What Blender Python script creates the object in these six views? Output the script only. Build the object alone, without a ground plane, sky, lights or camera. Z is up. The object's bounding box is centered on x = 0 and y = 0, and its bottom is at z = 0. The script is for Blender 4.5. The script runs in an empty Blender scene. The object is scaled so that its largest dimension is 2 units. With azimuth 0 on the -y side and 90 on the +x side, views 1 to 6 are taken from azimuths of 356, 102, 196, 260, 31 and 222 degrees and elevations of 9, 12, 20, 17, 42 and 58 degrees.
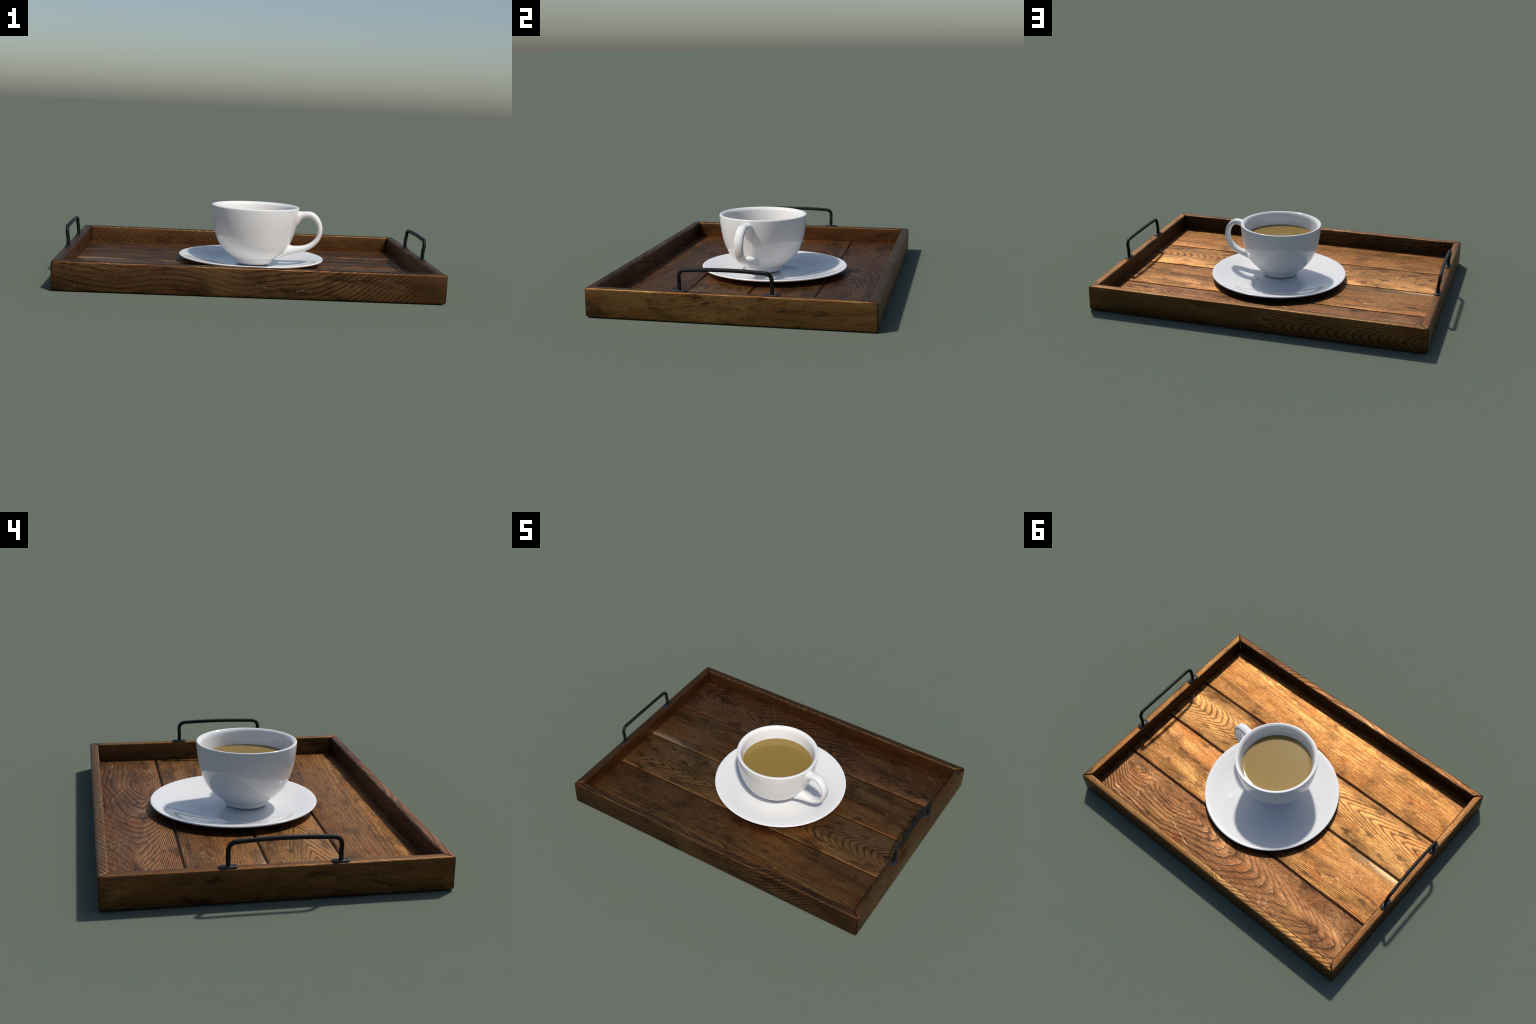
"""A wooden serving tray with two black bar handles, carrying a white saucer
and a white cup of milky coffee.  Metres, z up."""
import bpy, bmesh, math
from mathutils import Vector, noise as mnoise

# ------------------------------------------------------------------ sizes
HALF_X, HALF_Y = 1.000, 0.7360         # outer half size of the tray frame
RIM_Z = 0.1518                         # top of the frame boards
BOARD = 0.0468                         # thickness of the end boards
SIDE = 0.0465                          # thickness of the long boards
FLOOR_Z = 0.057                        # top of the floor planks
SEAMS = (-0.3265, 0.0080, 0.3660)      # y of the gaps between the four planks
CUP_X, CUP_Y = 0.0470, -0.0253         # axis of the cup
SAU_X, SAU_Y = 0.0379, 0.0400          # axis of the saucer
SAUCER_BASE = FLOOR_Z + 0.001

# =================================================================== nodes
class S:
    """A scalar socket with arithmetic: every operation adds a Math node."""
    def __init__(self, g, sock):
        self.g, self.s = g, sock
    def _m(self, op, *others, clamp=False):
        return self.g.math(op, self, *others, clamp=clamp)
    def __add__(self, o): return self._m('ADD', o)
    __radd__ = __add__
    def __sub__(self, o): return self._m('SUBTRACT', o)
    def __rsub__(self, o): return self.g.math('SUBTRACT', o, self)
    def __mul__(self, o): return self._m('MULTIPLY', o)
    __rmul__ = __mul__
    def __truediv__(self, o): return self._m('DIVIDE', o)
    def __neg__(self): return self._m('MULTIPLY', -1.0)
    def abs(self): return self._m('ABSOLUTE')
    def sqrt(self): return self._m('SQRT')
    def fract(self): return self._m('FRACT')
    def floor(self): return self._m('FLOOR')
    def exp(self): return self._m('EXPONENT')
    def max(self, o): return self._m('MAXIMUM', o)
    def min(self, o): return self._m('MINIMUM', o)
    def sin(self): return self._m('SINE')
    def pow(self, o): return self._m('POWER', o)


class Graph:
    def __init__(self, name):
        self.mat = bpy.data.materials.new(name)
        self.mat.use_nodes = True
        self.t = self.mat.node_tree
        self.bsdf = self.t.nodes['Principled BSDF']
        tc = self.t.nodes.new('ShaderNodeTexCoord')
        sep = self.t.nodes.new('ShaderNodeSeparateXYZ')
        self.obj = tc.outputs['Object']
        self.t.links.new(self.obj, sep.inputs[0])
        self.x, self.y, self.z = (S(self, sep.outputs[i]) for i in range(3))

    def put(self, inp, v):
        if isinstance(v, S):
            self.t.links.new(v.s, inp)
        elif hasattr(v, 'is_linked'):
            self.t.links.new(v, inp)
        else:
            inp.default_value = v

    def math(self, op, *args, clamp=False):
        n = self.t.nodes.new('ShaderNodeMath')
        n.operation, n.use_clamp = op, clamp
        for i, a in enumerate(args):
            self.put(n.inputs[i], a)
        return S(self, n.outputs[0])

    def vec(self, x, y, z):
        n = self.t.nodes.new('ShaderNodeCombineXYZ')
        for i, a in enumerate((x, y, z)):
            self.put(n.inputs[i], a)
        return n.outputs[0]

    def noise(self, v, scale=1.0, detail=2.0, rough=0.5, dist=0.0):
        n = self.t.nodes.new('ShaderNodeTexNoise')
        self.put(n.inputs['Vector'], v)
        n.inputs['Scale'].default_value = scale
        n.inputs['Detail'].default_value = detail
        n.inputs['Roughness'].default_value = rough
        n.inputs['Distortion'].default_value = dist
        return S(self, n.outputs['Fac'])

    def step(self, a, lo, hi, to0=0.0, to1=1.0):
        n = self.t.nodes.new('ShaderNodeMapRange')
        n.interpolation_type, n.clamp = 'SMOOTHSTEP', True
        self.put(n.inputs['Value'], a)
        n.inputs['From Min'].default_value, n.inputs['From Max'].default_value = lo, hi
        n.inputs['To Min'].default_value, n.inputs['To Max'].default_value = to0, to1
        return S(self, n.outputs['Result'])

    def mix(self, fac, a, b, blend='MIX'):
        n = self.t.nodes.new('ShaderNodeMix')
        n.data_type, n.blend_type = 'RGBA', blend
        self.put(n.inputs[0], fac)
        for i, c in ((6, a), (7, b)):
            self.put(n.inputs[i], (*c, 1.0) if isinstance(c, tuple) else c)
        return n.outputs[2]

    def bump(self, height, strength, distance):
        n = self.t.nodes.new('ShaderNodeBump')
        n.inputs['Strength'].default_value = strength
        n.inputs['Distance'].default_value = distance
        self.put(n.inputs['Height'], height)
        self.t.links.new(n.outputs[0], self.bsdf.inputs['Normal'])

    # --- shapes used to place marks
    def gauss(self, u, v, cu, cv, su, sv):
        a, b = (u - cu) / su, (v - cv) / sv
        return (-(a * a + b * b)).exp()

    def hyp(self, a, soft):
        """|a| with a rounded bottom."""
        return (a * a + soft * soft).sqrt() - soft

    def line(self, u, v, p, q, half):
        """Mask of a scratch from p to q."""
        du, dv = q[0] - p[0], q[1] - p[1]
        k = 1.0 / (du * du + dv * dv)
        a, b = u - p[0], v - p[1]
        t = self.math('MULTIPLY', a * du + b * dv, k, clamp=True)
        d = ((a - t * du).pow(2.0) + (b - t * dv).pow(2.0)).sqrt()
        return self.step(d, half * 0.3, half, 1.0, 0.0)


# ------------------------------------------------------------------- wood
TAN, HONEY, RUST, UMBER, DARK = ((0.350, 0.170, 0.056), (0.46, 0.235, 0.080), (0.285, 0.122, 0.043),
                                 (0.115, 0.054, 0.026), (0.040, 0.019, 0.011))
PALE = (0.62, 0.42, 0.24)


def wood(name, field, seed, base=TAN, tint=RUST, late=DARK, late_from=0.55, ring=0.85, edge=0.0, edge_colour=PALE, edge_width=0.085,
         jag=0.10, warp=0.5, warp_u=1.3, warp_v=5.0, blotch=0.6, streak=0.35, grain=0.55, stain=0.85, bump=0.35,
         lines=(), pale=(), specks=(), wob=0.16, along='x', gain=1.0, dark_where=None, edge_where=None):
    """Stained, worn softwood.  field(g, u, v, w) gives the growth ring count,
    u along the board, v across it, w through it."""
    g = Graph(name)
    u, v, w = (g.x, g.y, g.z) if along == 'x' else (g.y, g.x, g.z)
    o = seed * 3.71
    phi = field(g, u, v, w)
    slow = g.noise(g.vec(u * warp_u + o, v * warp_v, w * warp_v), 1.0, 2.0) - 0.5
    rough = g.noise(g.vec(u * 9.0 + o, v * 60.0, w * 60.0), 1.0, 3.0, 0.6) - 0.5
    wobble = g.noise(g.vec(u * 17.0 + o, v * 34.0, w * 34.0), 1.0, 3.0, 0.55) - 0.5
    teeth = g.noise(g.vec(u * 22.0 + o, v * 330.0, w * 330.0), 1.0, 2.0) - 0.5
    phi = phi + slow * (warp * 2.0) + wobble * (wob * 4.0) + rough * (jag * 3.5) + teeth * (jag * 2.2)
    t = phi.fract()
    latewood = g.step(t, late_from, 0.93) * g.step(t, 0.955, 1.0, 1.0, 0.0)
    # how strongly the rings show wanders over the board
    show = g.step(g.noise(g.vec(u * 2.2 + o, v * 9.0 + 4.0, w * 9.0), 1.0, 3.0), 0.28, 0.60, 0.50, 1.0)
    per_ring = g.noise(g.vec(phi.floor() * 7.3 + o, 0.5, 0.5), 1.0, 0.0)
    show = show * g.step(per_ring, 0.2, 0.7, 0.65, 1.0)
    bright, deep = tuple(c * 1.45 for c in base), tuple(c * 0.33 for c in base)
    # stain: broad clouds, dark smears along the grain
    cloud = g.noise(g.vec(u * 2.6 + o, v * 8.0, w * 8.0), 1.0, 5.0, 0.62)
    cloud2 = g.noise(g.vec(u * 1.6 + 9.0 + o, v * 13.0 + 3.0, w * 13.0), 1.0, 4.0, 0.6, 0.4)
    col = g.mix(g.step(cloud, 0.36, 0.66, 0.0, 0.85), base, tint)
    col = g.mix(g.step(cloud2, 0.44, 0.70, 0.0, blotch), col, deep)
    col = g.mix(g.step(cloud, 0.45, 0.28, 0.0, 0.8), col, bright)
    col = g.mix(g.step(g.noise(g.vec(u * 4.0 + o, v * 7.0 + 8.0, w * 7.0), 1.0, 5.0, 0.65), 0.50, 0.66, 0.0, blotch), col, deep)
    smudge = g.noise(g.vec(u * 5.5 + o * 2.0, v * 15.0, w * 15.0), 1.0, 6.0, 0.62, 0.3)
    col = g.mix(g.step(smudge, 0.52, 0.66, 0.0, stain), col, DARK)
    warm = tuple(c * k for c, k in zip(base, (0.88, 0.62, 0.50)))
    col = g.mix(g.step(g.noise(g.vec(u * 3.3 + 5.0 + o, v * 8.0, w * 8.0), 1.0, 4.0, 0.6), 0.52, 0.64, 0.0, 0.55), col, warm)
    # fine fibre streaks and dark pores
    fibre = g.noise(g.vec(u * 7.0 + o, v * 260.0, w * 260.0), 1.0, 3.0, 0.6)
    col = g.mix(g.step(fibre, 0.46, 0.72, 0.0, streak), col, DARK)
    col = g.mix(g.step(fibre, 0.46, 0.25, 0.0, streak * 0.5), col, bright)
    pores = g.noise(g.vec(u * 45.0 + o, v * 150.0, w * 150.0), 1.0, 2.0)
    where = g.step(cloud2, 0.45, 0.6)
    col = g.mix(g.step(pores, 0.68, 0.76) * where * 0.7, col, DARK)
    # mottling: small isotropic grain of the worn stain
    mottle = g.noise(g.vec(u * 55.0 + o, v * 110.0, w * 110.0), 1.0, 5.0, 0.7)
    col = g.mix(g.step(mottle, 0.44, 0.70, 0.0, grain), col, deep)
    col = g.mix(g.step(mottle, 0.48, 0.28, 0.0, grain * 0.6), col, bright)
    # growth rings
    dark_k = dark_where(g, u, v) * ring if dark_where else ring
    col = g.mix(latewood * show * dark_k, col, late)
    if edge:  # glint on each ring's raised edge, painted as a thin pale line
        light = g.step(t, 0.0, edge_width, 1.0, 0.0) * g.step(t, 0.0, 0.012) * g.step(mottle, 0.30, 0.55, 0.35, 1.0)
        col = g.mix(light * show * (edge_where(g, u, v) * edge if edge_where else edge), col, edge_colour)
    # scuffs: short pale nicks strewn at random
    nick = g.noise(g.vec(u * 60.0 + o, v * 60.0, w * 60.0), 1.0, 1.0)
    rare = g.step(g.noise(g.vec(u * 6.0 + o, v * 6.0, w * 6.0), 1.0, 1.0), 0.56, 0.66)
    col = g.mix(g.step(nick, 0.75, 0.80) * rare * 0.6, col, PALE)
    broken = g.step(g.noise(g.vec(u * 150.0, v * 150.0, w * 150.0), 1.0, 3.0, 0.7), 0.44, 0.62)
    drift = (g.noise(g.vec(u * 40.0, v * 40.0, w * 40.0), 1.0, 2.0) - 0.5) * 0.016
    for p, q, half, c, k in lines:
        vv = w if along_face(p) else v
        col = g.mix(g.line(u + drift, vv + drift, p[:2], q[:2], half) * broken * k, col, c)
    for cu, cv, su, sv, c, k in specks:
        crumb = g.step(g.noise(g.vec(u * 110.0 + o, v * 130.0, w * 60.0), 1.0, 4.0, 0.65), 0.59, 0.65)
        col = g.mix(g.gauss(u, v, cu, cv, su, sv) * crumb * k, col, c)
    for cu, cv, su, sv, c, k in pale:
        col = g.mix(g.gauss(u, v, cu, cv, su, sv) * g.step(cloud, 0.40, 0.52) * g.step(mottle, 0.34, 0.50) * k, col, c)
    if gain != 1.0:
        col = g.mix(1.0, col, (gain, gain, gain), 'MULTIPLY')
    g.t.links.new(col, g.bsdf.inputs['Base Color'])
    g.bsdf.inputs['Metallic'].default_value = WOOD_METAL
    g.put(g.bsdf.inputs['Roughness'], g.step(cloud, 0.2, 0.8, WOOD_ROUGH - 0.05, WOOD_ROUGH + 0.06))
    g.bump(t * 0.75 - latewood * 0.5 + fibre * 0.28 + rough * 0.5 + mottle * 0.32, bump, 0.005)
    return g.mat


WOOD_METAL, WOOD_ROUGH = 1.0, 0.515


def along_face(p):
    return len(p) > 2          # a third value marks a line drawn on the upright face


# ring fields of the four floor planks, read along x with y across
def field_loops(g, u, v, w):            # front plank: straight, slow loops near the front wall
    return g.hyp(v + 0.625, 0.05) * 50.0 + u * 1.6 + w * 20.0


def field_cathedral(g, u, v, w):        # second plank: two sets of arches, back to back
    centre = v + 0.186 - g.step(u, -0.6, 0.8, -0.026, 0.030)
    k = g.step(u, -0.1, 0.3)                           # round arches on the right, pointed ones on the left
    neg, pos = (-centre).max(0.0), centre.max(0.0)
    flank_n, flank_p = (neg - 0.062).max(0.0), (pos - 0.10).max(0.0)
    left = g.hyp(neg, 0.015) * 45.0 + g.hyp(pos, 0.015) * 58.0
    right = neg * neg * 200.0 + g.hyp(pos, 0.03) * 58.0
    across = left + (right - left) * k + flank_n * flank_n * 1500.0 + flank_p * flank_p * 350.0
    return g.hyp(u - 0.12, 0.14) * (12.5 + k * 8.5) - across + w * 20.0


def field_straight(g, u, v, w):         # third plank: nearly straight, a wide bow at the right end
    bow = g.gauss(u, v, 0.95, 0.40, 0.28, 0.14)
    return (v - 0.12) * 80.0 + bow * 9.0 + u * 2.0 + w * 20.0


def field_knots(g, u, v, w):            # back plank: knots and broad tongues
    c = v - 0.503 + u * 0.088
    far = g.step(u, -0.05, 0.35)                       # 1 around the eye, 0 where the tongues widen
    neg, pos = (-c).max(0.0), c.max(0.0)
    tight = g.hyp(neg, 0.020) * 115.0 + g.hyp(pos, 0.025) * 40.0
    broad = g.hyp(neg, 0.060) * 44.0 + (neg - 0.090).max(0.0) * 70.0 + g.hyp(pos, 0.055) * 24.0
    narrow = broad + (tight - broad) * far
    back = (0.44 - u).max(0.0) * 14.5
    knot1 = g.gauss(u, v, 0.830, 0.428, 0.085, 0.05) * 2.4
    pinch = g.gauss(u, v, 0.676, 0.443, 0.070, 0.08) * -1.6
    eye = g.gauss(u, v, 0.460, 0.463, 0.13, 0.022) * 1.2
    tail = (u - 0.84).max(0.0) * -30.0
    knot3 = g.gauss(u, v, -0.645, 0.566, 0.040, 0.030) * 1.7
    halo = g.gauss(u, v, -0.55, 0.56, 0.09, 0.06) * 0.7
    return -back - narrow + knot1 + pinch + eye + tail + knot3 + halo + w * 20.0


# ring fields of the frame boards; w is height
def field_front(g, u, v, w):
    up = w + (v + HALF_Y) * 0.9
    hump = g.gauss(u, 0.0 * v, -0.42, 0.0, 0.17, 1.0) * 0.030 - g.gauss(u, 0.0 * v, -0.03, 0.0, 0.15, 1.0) * 0.042
    lift = g.hyp((u - 0.22).max(0.0), 0.30) * 0.95 + (-0.65 - u).max(0.0) * 0.12
    crowd = (u - 0.86).max(0.0)
    return (up - hump - lift) * 37.0 - crowd * 80.0


def field_back(g, u, v, w):
    mid = w - 0.055 + (HALF_Y - v) * 0.6
    arches = g.hyp((0.10 - u).max(0.0), 0.08) * 21.0
    tilt = (w + (HALF_Y - v) * 0.8 + u * 0.03) * 110.0
    k = g.step(u, -0.15, 0.15)
    return (arches - g.hyp(mid, 0.055) * 75.0) * (1.0 - k) + tilt * k


def field_left(g, u, v, w):
    mid = w - 0.045
    return g.hyp(mid + (u * 7.0).sin() * 0.025, 0.05) * 60.0 + (v + HALF_X) * 70.0 + (u * 5.0).sin() * 1.6


def field_right(g, u, v, w):
    return w * 150.0 + (HALF_X - v) * 120.0 + u * 3.0


# ================================================================ geometry
def mesh_object(name, bm, mat, parent=None, smooth=35.0):
    me = bpy.data.meshes.new(name)
    bmesh.ops.recalc_face_normals(bm, faces=bm.faces)
    bm.to_mesh(me)
    bm.free()
    me.materials.append(mat)
    for p in me.polygons:
        p.use_smooth = True
    me.set_sharp_from_angle(angle=math.radians(smooth))
    ob = bpy.data.objects.new(name, me)
    bpy.context.scene.collection.objects.link(ob)
    ob.parent = parent
    return ob


def round_rect(a0, a1, z0, z1, radii, inset=0.0, seg=4):
    """Points of a rectangle with its own radius at each corner:
    (a0,z0) (a1,z0) (a1,z1) (a0,z1)."""
    a0, a1, z0, z1 = a0 + inset, a1 - inset, z0 + inset, z1 - inset
    out = []
    for (ca, cz, sa, sz, start), r in zip(((a0, z0, 1, 1, 180), (a1, z0, -1, 1, 270), (a1, z1, -1, -1, 0), (a0, z1, 1, -1, 90)), radii):
        for i in range(seg + 1):
            t = math.radians(start + 90.0 * i / seg)
            out.append((ca + sa * r + r * math.cos(t), cz + sz * r + r * math.sin(t)))
    return out


def bar(name, mat, parent, a0, a1, z0, z1, radii, half_len, place, mitre=0.0, end_round=0.006, wobble=0.0012, seed=0.0, stations=90):
    """A plank or board: rounded section swept along its length, ends eased.
    place(s, a, z) -> world; mitre shortens each vertex by mitre * a."""
    bm = bmesh.new()
    ease = [(0.0, 1.0), (0.15, 0.55), (0.45, 0.18), (1.0, 0.0)]
    rings = []
    pos = [(-1.0, e * end_round, k * end_round) for e, k in ease]
    n = stations
    mids = [(-1.0 + 2.0 * i / n, None, 0.0) for i in range(1, n)]
    tail = [(1.0, e * end_round, k * end_round) for e, k in reversed(ease)]
    for s, off, inset in pos + mids + tail:
        row = []
        for a, z in round_rect(a0, a1, z0, z1, radii, inset):
            half = half_len - mitre * a
            x = s * half if off is None else s * (half - off)
            if off is None:
                x = max(-half + end_round * 1.5, min(half - end_round * 1.5, x))
            top = max(0.0, (z - z0) / (z1 - z0) - 0.5) * 2.0
            p = Vector((x * 5.0, a * 14.0 + seed, z * 14.0))
            d = mnoise.noise_vector(p) * 0.7 + mnoise.noise_vector(p * 2.7) * 0.3
            inner = top * min(1.0, max(0.0, (a - a0) / (a1 - a0)))
            aa = a + d.y * wobble * inner
            zz = z + d.z * wobble * 0.8 * inner
            row.append(bm.verts.new(place(x, aa, zz)))
        rings.append(row)
    m = len(rings[0])
    for r0, r1 in zip(rings, rings[1:]):
        for j in range(m):
            bm.faces.new((r0[j], r0[(j + 1) % m], r1[(j + 1) % m], r1[j]))
    bm.faces.new(rings[0])
    bm.faces.new(rings[-1])
    return mesh_object(name, bm, mat, parent)


def spline(pts, per=8):
    """Catmull-Rom through points of any dimension."""
    P = [tuple(p) for p in pts]
    P = [tuple(2 * a - b for a, b in zip(P[0], P[1]))] + P + [tuple(2 * a - b for a, b in zip(P[-1], P[-2]))]
    out = []
    for i in range(1, len(P) - 2):
        for k in range(per):
            t = k / per
            out.append(tuple(0.5 * (2 * b + (c - a) * t + (2 * a - 5 * b + 4 * c - d) * t * t + (3 * b - a - 3 * c + d) * t ** 3)
                             for a, b, c, d in zip(P[i - 1], P[i], P[i + 1], P[i + 2])))
    out.append(P[-2])
    return out


def lathe(bm, profile, cx, cy, seg=160):
    rings = []
    for r, z in profile:
        if r < 1e-5:
            rings.append([bm.verts.new((cx, cy, z))])
        else:
            rings.append([bm.verts.new((cx + r * math.cos(2 * math.pi * i / seg), cy + r * math.sin(2 * math.pi * i / seg), z)) for i in range(seg)])
    for a, b in zip(rings, rings[1:]):
        for i in range(seg):
            j = (i + 1) % seg
            if len(a) == 1 and len(b) > 1:
                bm.faces.new((a[0], b[i], b[j]))
            elif len(b) == 1 and len(a) > 1:
                bm.faces.new((a[i], a[j], b[0]))
            elif len(a) > 1:
                bm.faces.new((a[i], a[j], b[j], b[i]))


# ============================================================== materials
def plain(name, colour, rough, metal=0.0, spec=0.5):
    g = Graph(name)
    g.bsdf.inputs['Base Color'].default_value = (*colour, 1.0)
    g.bsdf.inputs['Roughness'].default_value = rough
    g.bsdf.inputs['Metallic'].default_value = metal
    g.bsdf.inputs['Specular IOR Level'].default_value = spec
    return g


porcelain = plain('white_porcelain', (0.785, 0.775, 0.755), 0.07).mat
coffee_mat = plain('milky_coffee', (0.260, 0.168, 0.036), 0.06, spec=0.42).mat
gi = plain('black_iron', (0.006, 0.006, 0.0065), 0.5, spec=0.22)
gi.put(gi.bsdf.inputs['Roughness'], gi.step(gi.noise(gi.obj, 60.0, 3.0), 0.3, 0.7, 0.45, 0.58))
gi.bump(gi.noise(gi.obj, 220.0, 2.0), 0.15, 0.0008)
iron = gi.mat
gp = plain('dark_iron_plate', (0.013, 0.013, 0.014), 0.45, spec=0.42)
gp.bump(gp.noise(gp.obj, 220.0, 2.0), 0.2, 0.0008)
iron_plate = gp.mat

SCUFF = (0.62, 0.42, 0.24)
CHALK = (0.85, 0.72, 0.55)
wood_front_plank = wood('wood_plank_looped', field_loops, 1, base=(0.315, 0.150, 0.047), tint=(0.265, 0.110, 0.034), wob=0.30, edge_colour=(0.50, 0.265, 0.085), edge_width=0.30, late=UMBER, late_from=0.35, ring=0.50, edge=0.60, edge_where=lambda g, u, v: g.step(v, -0.50, -0.60),
                        jag=0.05, warp=1.1, warp_u=1.6, blotch=0.8, streak=0.36, grain=0.7, bump=0.16)
wood_arch_plank = wood('wood_plank_arched', field_cathedral, 2, base=(0.445, 0.224, 0.075), tint=(0.345, 0.165, 0.056), late=DARK, late_from=0.46, ring=0.92,
                       jag=0.09, warp=0.55, blotch=0.65, streak=0.22, bump=0.30)
wood_plain_plank = wood('wood_plank_plain', field_straight, 3, base=TAN, tint=RUST, late=DARK, late_from=0.50, ring=0.52, wob=0.34, dark_where=lambda g, u, v: g.step(u, -0.1, 0.5, 1.0, 0.5),
                        jag=0.14, warp=1.4, blotch=0.85, streak=0.45, bump=0.28,
                        specks=((-0.563, 0.274, 0.008, 0.006, CHALK, 0.9), (-0.69, 0.170, 0.060, 0.022, CHALK, 0.75), (-0.745, 0.148, 0.028, 0.014, CHALK, 0.9),
                                (-0.655, 0.085, 0.022, 0.024, CHALK, 0.65), (-0.70, 0.068, 0.022, 0.008, CHALK, 0.6), (-0.62, 0.235, 0.035, 0.020, CHALK, 0.6)),
                        pale=((-0.88, 0.016, 0.20, 0.030, PALE, 0.8),))
wood_knot_plank = wood('wood_plank_knotted', field_knots, 4, base=(0.30, 0.145, 0.060), tint=(0.225, 0.098, 0.043), late=DARK,
                       late_from=0.32, ring=0.88, edge=0.50, dark_where=lambda g, u, v: g.step(u, -0.1, 0.3, 0.80, 1.0), edge_where=lambda g, u, v: g.step(u, 0.0, 0.35, 1.0, 0.15), jag=0.04, warp=0.7, warp_u=2.6, wob=0.17, blotch=0.45, streak=0.24, bump=0.75,  # low late_from paints the ridges' shaded side as a slow dark fade
                       lines=(((0.827, 0.612), (0.760, 0.657), 0.004, CHALK, 0.6),
                              ((0.86, 0.600), (0.80, 0.640), 0.003, CHALK, 0.4),
                              ((0.42, 0.560), (0.21, 0.640), 0.004, CHALK, 0.5),
                              ((0.70, 0.555), (0.68, 0.59), 0.005, SCUFF, 0.8),
                              ((-0.40, 0.60), (-0.46, 0.69), 0.005, CHALK, 0.5),
                              ((-0.36, 0.62), (-0.41, 0.69), 0.004, CHALK, 0.5)),
                       pale=((0.47, 0.60, 0.10, 0.05, TAN, 0.6), (-0.645, 0.566, 0.024, 0.017, UMBER, 0.8), (-0.56, 0.55, 0.07, 0.035, TAN, 0.5),
                             (0.822, 0.428, 0.012, 0.006, DARK, 0.9), (-0.80, 0.42, 0.14, 0.03, DARK, 0.55)))
wood_front = wood('wood_board_wavy', field_front, 5, base=(0.225, 0.112, 0.045), tint=(0.15, 0.068, 0.031), late=DARK, late_from=0.42,
                  ring=0.92, jag=0.05, warp=0.8, warp_u=2.4, wob=0.13, blotch=0.75, streak=0.25, bump=0.36,
                  lines=(((0.02, 0.066, 1), (0.095, 0.052, 1), 0.004, CHALK, 0.5),
                         ((0.235, 0.045, 1), (0.27, 0.048, 1), 0.004, CHALK, 0.7),
                         ((-0.72, 0.150, 1), (-0.64, 0.112, 1), 0.004, SCUFF, 0.45),
                         ((-0.50, 0.150, 1), (-0.53, 0.105, 1), 0.004, SCUFF, 0.4)),
                  pale=((-0.15, -0.73, 0.085, 1.0, (0.33, 0.18, 0.075), 0.30), (-0.52, -0.73, 0.16, 1.0, UMBER, 0.40), (0.96, -0.73, 0.12, 1.0, UMBER, 0.4)))
wood_back = wood('wood_board_arched', field_back, 6, base=(0.225, 0.120, 0.043), tint=(0.175, 0.085, 0.032), late=DARK, late_from=0.48,
                 ring=0.97, jag=0.08, warp=0.7, blotch=0.3, stain=0.4, streak=0.22, bump=0.18)
wood_left = wood('wood_board_soft', field_left, 7, base=(0.205, 0.100, 0.036), tint=(0.155, 0.068, 0.026), late=UMBER, late_from=0.25,
                 ring=0.5, jag=0.05, warp=1.7, warp_u=2.6, wob=0.10, blotch=0.5, streak=0.22, bump=0.3, along='y')
wood_right = wood('wood_board_plain', field_right, 8, base=(0.27, 0.140, 0.047), tint=(0.195, 0.090, 0.032), late=UMBER, late_from=0.5,
                  ring=0.5, jag=0.06, warp=0.8, blotch=0.6, streak=0.30, bump=0.25, along='y',
                  lines=(((-0.23, 0.145, 1), (-0.185, 0.085, 1), 0.004, DARK, 0.8),
                         ((-0.185, 0.085, 1), (-0.36, 0.045, 1), 0.005, DARK, 0.8),
                         ((-0.30, 0.140, 1), (-0.29, 0.095, 1), 0.004, DARK, 0.7)))

# =================================================================== tray
tray = bpy.data.objects.new('serving_tray', None)
bpy.context.scene.collection.objects.link(tray)
tray['label'] = 'dark stained wooden serving tray with two black bar handles'
tray['category'] = 'serving tray'

FRAME_R = (0.012, 0.003, 0.009, 0.010)     # outer bottom, inner bottom, inner top, outer top
bar('frame_board', wood_front, tray, 0.0, SIDE, 0.0, RIM_Z, FRAME_R, HALF_X - 0.001, lambda s, a, z: (s, a - HALF_Y, z), mitre=1.0, seed=1.3)
bar('frame_board', wood_back, tray, 0.0, SIDE, 0.0, RIM_Z, FRAME_R, HALF_X - 0.001, lambda s, a, z: (-s, HALF_Y - a, z), mitre=1.0, seed=5.9)
bar('frame_board', wood_left, tray, 0.0, BOARD, 0.0, RIM_Z, FRAME_R, HALF_Y - 0.001, lambda s, a, z: (a - HALF_X, -s, z), mitre=1.0, seed=9.1)
bar('frame_board', wood_right, tray, 0.0, BOARD, 0.0, RIM_Z, FRAME_R, HALF_Y - 0.001, lambda s, a, z: (HALF_X - a, s, z), mitre=1.0, seed=14.2)

edges_y = (-HALF_Y + 0.036,) + SEAMS + (HALF_Y - 0.036,)
for i, mat in enumerate((wood_front_plank, wood_arch_plank, wood_plain_plank, wood_knot_plank)):
    y0, y1 = edges_y[i] + 0.0027, edges_y[i + 1] - 0.0027
    bar('floor_plank', mat, tray, y0, y1, 0.026, FLOOR_Z, (0.002, 0.002, 0.0095, 0.0095), HALF_X - 0.036,
        lambda s, a, z: (s, a, z), wobble=0.0010, seed=20.0 + i * 3.3, end_round=0.003)

bar('under_plank_slab', plain('near_black_brown', (0.030, 0.015, 0.009), 0.6, WOOD_METAL).mat, tray, -HALF_Y + 0.040, HALF_Y - 0.040, 0.016, 0.0490,  # near-black slab below the planks, seen as a dark line in the gaps
    (0.002,) * 4, HALF_X - 0.040, lambda s, a, z: (s, a, z), wobble=0.0, stations=8)

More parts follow.
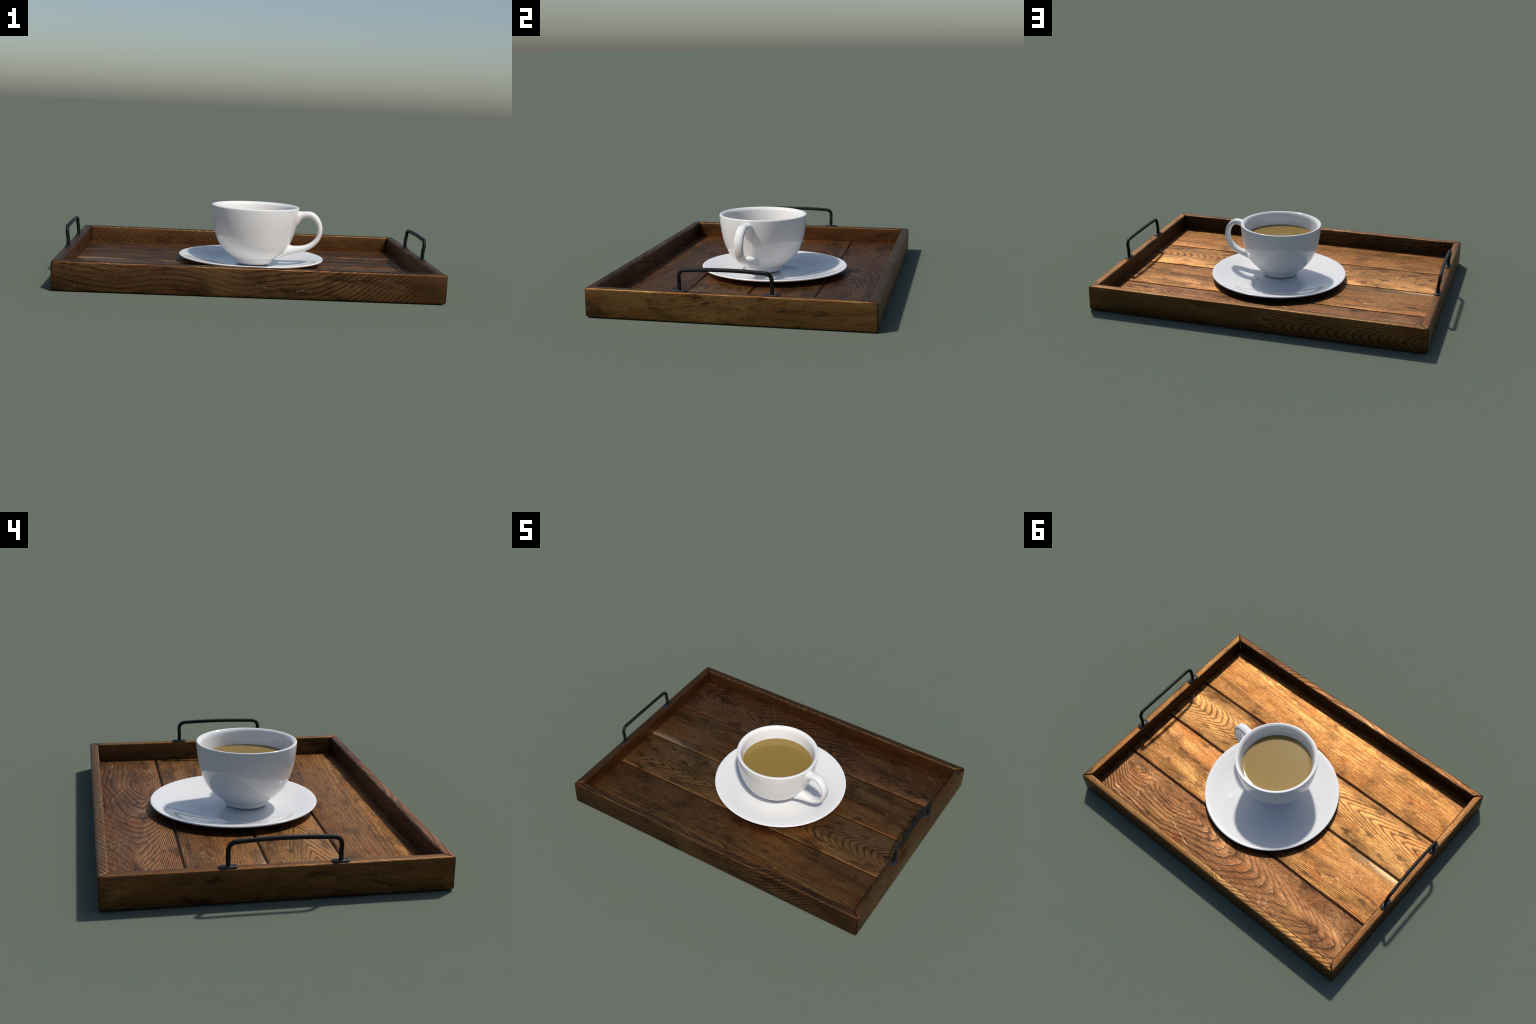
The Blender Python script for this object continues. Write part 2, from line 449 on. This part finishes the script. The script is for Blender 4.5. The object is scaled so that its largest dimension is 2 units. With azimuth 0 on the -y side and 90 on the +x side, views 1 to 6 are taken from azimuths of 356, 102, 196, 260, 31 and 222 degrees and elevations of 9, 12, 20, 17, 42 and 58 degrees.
# handles -----------------------------------------------------------------
HANDLE_Y, LEG, TUBE = -0.0147, 0.2328, 0.0100


def handle_path():
    """Centre line in (outward offset, y, z)."""
    half = [(0.0, LEG, 0.150), (0.0, LEG, 0.170), (0.0004, LEG, 0.192), (0.0025, LEG, 0.212), (0.0055, LEG, 0.228)]
    r, top = 0.033, 0.2622
    for k in range(1, 7):
        t = math.radians(15.0 * k)
        half.append((0.0055 + 0.0025 * k / 6, LEG - r + r * math.cos(t), top - r + r * math.sin(t)))
    for f in (0.8, 0.6, 0.4, 0.2):
        y = (LEG - r) * f
        half.append((0.0080 - 0.0040 * (1 - f * f), y, top + 0.0062 * (1 - f * f)))
    mid = [(0.0040, 0.0, top + 0.0062)]
    return half + mid + [(o, -y, z) for o, y, z in reversed(half)]


def tube(bm, path, radius, seg=20):
    pts = [Vector(p) for p in spline(path, 3)]
    rings = []
    for i, p in enumerate(pts):
        d = (pts[min(i + 1, len(pts) - 1)] - pts[max(i - 1, 0)]).normalized()
        n = d.cross(Vector((1, 0, 0))).normalized()
        b = d.cross(n)
        rings.append([bm.verts.new(p + radius * (n * math.cos(2 * math.pi * k / seg) + b * math.sin(2 * math.pi * k / seg))) for k in range(seg)])
    for r0, r1 in zip(rings, rings[1:]):
        for k in range(seg):
            bm.faces.new((r0[k], r0[(k + 1) % seg], r1[(k + 1) % seg], r1[k]))
    bm.faces.new(rings[0])
    bm.faces.new(rings[-1])


def foot_mesh():
    """Stadium-shaped plate, eased on top, centred on its origin."""
    bm = bmesh.new()
    rings = []
    for inset, z in ((0.0, -0.001), (0.0, 0.0052), (0.0010, 0.0070), (0.0026, 0.0078)):
        row = []
        r = 0.0162 - inset
        for side in (1, -1):
            for k in range(13):
                t = math.radians(180.0 * k / 12) + (0 if side > 0 else math.pi)
                row.append(bm.verts.new((r * math.cos(t), side * 0.0250 + r * math.sin(t), z)))
        rings.append(row)
    m = len(rings[0])
    for r0, r1 in zip(rings, rings[1:]):
        for k in range(m):
            bm.faces.new((r0[k], r0[(k + 1) % m], r1[(k + 1) % m], r1[k]))
    bm.faces.new(rings[-1])
    bm.faces.new(rings[0])
    return bm


def screw_mesh():
    """Countersunk head: sunk ring, low dome, cross recess."""
    bm = bmesh.new()
    lathe(bm, [(0.0, 0.0009), (0.0024, 0.0011), (0.0052, 0.0008), (0.0060, 0.0002), (0.0064, -0.0008),
               (0.0068, 0.0004), (0.0074, 0.0007), (0.0080, 0.0000)], 0.0, 0.0, seg=28)
    for ang in (0.5, 0.5 + math.pi / 2):
        c, s = math.cos(ang), math.sin(ang)
        q = [(-0.0036, -0.0007), (0.0036, -0.0007), (0.0036, 0.0007), (-0.0036, 0.0007)]
        lo = [bm.verts.new((a * c - b * s, a * s + b * c, 0.0004)) for a, b in q]
        hi = [bm.verts.new((a * c - b * s, a * s + b * c, 0.0018)) for a, b in q]
        bm.faces.new(hi)
        for k in range(4):
            bm.faces.new((lo[k], lo[(k + 1) % 4], hi[(k + 1) % 4], hi[k]))
    return bm


bm = bmesh.new()
tube(bm, handle_path(), TUBE)
first = mesh_object('tray_handle', bm, iron, tray, 50.0)
first.location = (-HALF_X + 0.0236, HANDLE_Y, 0.0)
first.scale = (-1, 1, 1)
first.data.flip_normals()
bm = bmesh.new()
tube(bm, handle_path(), TUBE)
second = mesh_object('tray_handle', bm, iron, tray, 50.0)
second.location = (HALF_X - 0.0250, HANDLE_Y, 0.0)
# the mirrored handle gets its mirror baked in, so its scale stays one
for vtx in first.data.vertices:
    vtx.co.x = -vtx.co.x
first.scale = (1, 1, 1)

foot_proto = screw_proto = None
for h in (first, second):
    for sy in (-1, 1):
        if foot_proto is None:
            foot_proto = f = mesh_object('foot_plate', foot_mesh(), iron_plate, h, 40.0)
        else:
            f = foot_proto.copy()
            bpy.context.scene.collection.objects.link(f)
            f.parent = h
        f.location = (0.0, sy * LEG, RIM_Z - 0.0005)
        for k in (-1, 1):
            if screw_proto is None:
                screw_proto = sc = mesh_object('screw', screw_mesh(), iron, h, 40.0)
            else:
                sc = screw_proto.copy()
                bpy.context.scene.collection.objects.link(sc)
                sc.parent = h
            sc.location = (0.0, sy * LEG + k * 0.0262, RIM_Z + 0.0074)
            sc.rotation_euler = (0, 0, 0.7 * sy + 1.3 * k + h.location.x)

# ================================================================= saucer
bm = bmesh.new()
b = SAUCER_BASE
top = spline([(0.0, b + 0.0030), (0.10, b + 0.0030), (0.17, b + 0.0035), (0.215, b + 0.0055), (0.26, b + 0.0115), (0.31, b + 0.0215), (0.355, b + 0.0330), (0.385, b + 0.0398), (0.4020, b + 0.0427)], 8)
lip = spline([(0.4020, b + 0.0427), (0.4100, b + 0.0433), (0.4150, b + 0.0420), (0.4168, b + 0.0388), (0.4150, b + 0.0350), (0.4080, b + 0.0315)], 5)
under = spline([(0.4080, b + 0.0315), (0.36, b + 0.0215), (0.30, b + 0.0110), (0.25, b + 0.0030), (0.222, b + 0.0010)], 6)
ring = [(0.214, b + 0.0005), (0.209, b), (0.203, b), (0.198, b + 0.0004), (0.194, b + 0.0008), (0.10, b + 0.0008), (0.0, b + 0.0008)]
lathe(bm, top + lip[1:] + under[1:] + ring, SAU_X, SAU_Y)
saucer = mesh_object('saucer', bm, porcelain, None, 60.0)
saucer['label'] = 'round white glossy porcelain saucer with shallow upturned rim'
saucer['category'] = 'saucer'

# ==================================================================== cup
bm = bmesh.new()
foot = spline([(0.0, 0.0740), (0.070, 0.0740), (0.082, 0.0700), (0.090, 0.0686), (0.1000, 0.0708), (0.1070, 0.0772), (0.1098, 0.0855), (0.1125, 0.0920)], 5)
wall = spline([(0.1125, 0.0920), (0.1260, 0.1015), (0.1435, 0.1145), (0.1655, 0.1345), (0.1880, 0.1600), (0.2068, 0.1900), (0.2235, 0.2300),
               (0.2368, 0.2800), (0.2452, 0.3300), (0.2492, 0.3680), (0.2503, 0.3860)], 8)
lip = spline([(0.2503, 0.3860), (0.2504, 0.3922), (0.2488, 0.3963), (0.2445, 0.3981), (0.2385, 0.3968), (0.2315, 0.3916), (0.2255, 0.3830), (0.2215, 0.3680)], 5)
inside = spline([(0.2215, 0.3680), (0.2165, 0.3430), (0.2120, 0.3190), (0.2030, 0.2800), (0.1820, 0.2250), (0.1500, 0.1700), (0.1000, 0.1250), (0.0, 0.1080)], 6)
lathe(bm, foot + wall[1:] + lip[1:] + inside[1:], CUP_X, CUP_Y)
cup = mesh_object('coffee_cup', bm, porcelain, None, 80.0)
cup['label'] = 'white glossy porcelain cup with loop handle, full of milky coffee'
cup['category'] = 'coffee cup'

# loop handle: outer point, inner point (radius, height) and half width of each section
HANDLE_AZ = math.radians(-8.7)
SECTIONS = [(0.2380, 0.3775, 0.2270, 0.2840, 0.046), (0.2530, 0.3800, 0.2500, 0.3040, 0.036), (0.2750, 0.3795, 0.2693, 0.3342, 0.029),
            (0.2995, 0.3814, 0.2880, 0.3435, 0.0275), (0.3285, 0.3769, 0.3080, 0.3455, 0.0268), (0.3585, 0.3545, 0.3315, 0.3350, 0.0265),
            (0.3787, 0.3221, 0.3520, 0.3082, 0.0265), (0.3880, 0.2834, 0.3605, 0.2756, 0.0265), (0.3830, 0.2396, 0.3560, 0.2463, 0.0265),
            (0.3633, 0.2005, 0.3410, 0.2210, 0.0265), (0.3320, 0.1735, 0.3170, 0.2010, 0.0266), (0.2998, 0.1560, 0.2858, 0.1868, 0.0270),
            (0.2674, 0.1445, 0.2500, 0.1812, 0.0280), (0.2266, 0.1325, 0.2215, 0.1806, 0.029), (0.1850, 0.1185, 0.2055, 0.1850, 0.035), (0.1560, 0.1085, 0.1900, 0.1840, 0.041)]
bm = bmesh.new()
ca, sa = math.cos(HANDLE_AZ), math.sin(HANDLE_AZ)
rings = []
sections = spline(SECTIONS, 6)
for n, (ro, zo, ri, zi, hw) in enumerate(sections):
    row = []
    tear = 0.55 * max(0.0, 1.0 - n / 13.0)              # the upper root tapers to a blade below
    for k in range(32):
        t = 2 * math.pi * k / 32
        c, s = math.cos(t), math.sin(t)
        c, s = math.copysign(abs(c) ** 0.88, c), math.copysign(abs(s) ** 0.88, s)
        r = (ro + ri) / 2 + (ro - ri) / 2 * c
        z = (zo + zi) / 2 + (zo - zi) / 2 * c
        h = hw * s * (1.0 - tear * (0.5 - 0.5 * c))
        row.append(bm.verts.new((CUP_X + r * ca - h * sa, CUP_Y + r * sa + h * ca, z)))
    rings.append(row)
for r0, r1 in zip(rings, rings[1:]):
    for k in range(32):
        bm.faces.new((r0[k], r0[(k + 1) % 32], r1[(k + 1) % 32], r1[k]))
bm.faces.new(rings[0])
bm.faces.new(rings[-1])
mesh_object('cup_handle', bm, porcelain, cup, 70.0)

bm = bmesh.new()
lathe(bm, [(0.0, 0.3174), (0.19, 0.3174), (0.2080, 0.3176), (0.2113, 0.3182), (0.2130, 0.3188), (0.2130, 0.314), (0.2080, 0.294), (0.0, 0.294)], CUP_X, CUP_Y)
mesh_object('coffee', bm, coffee_mat, cup, 60.0)
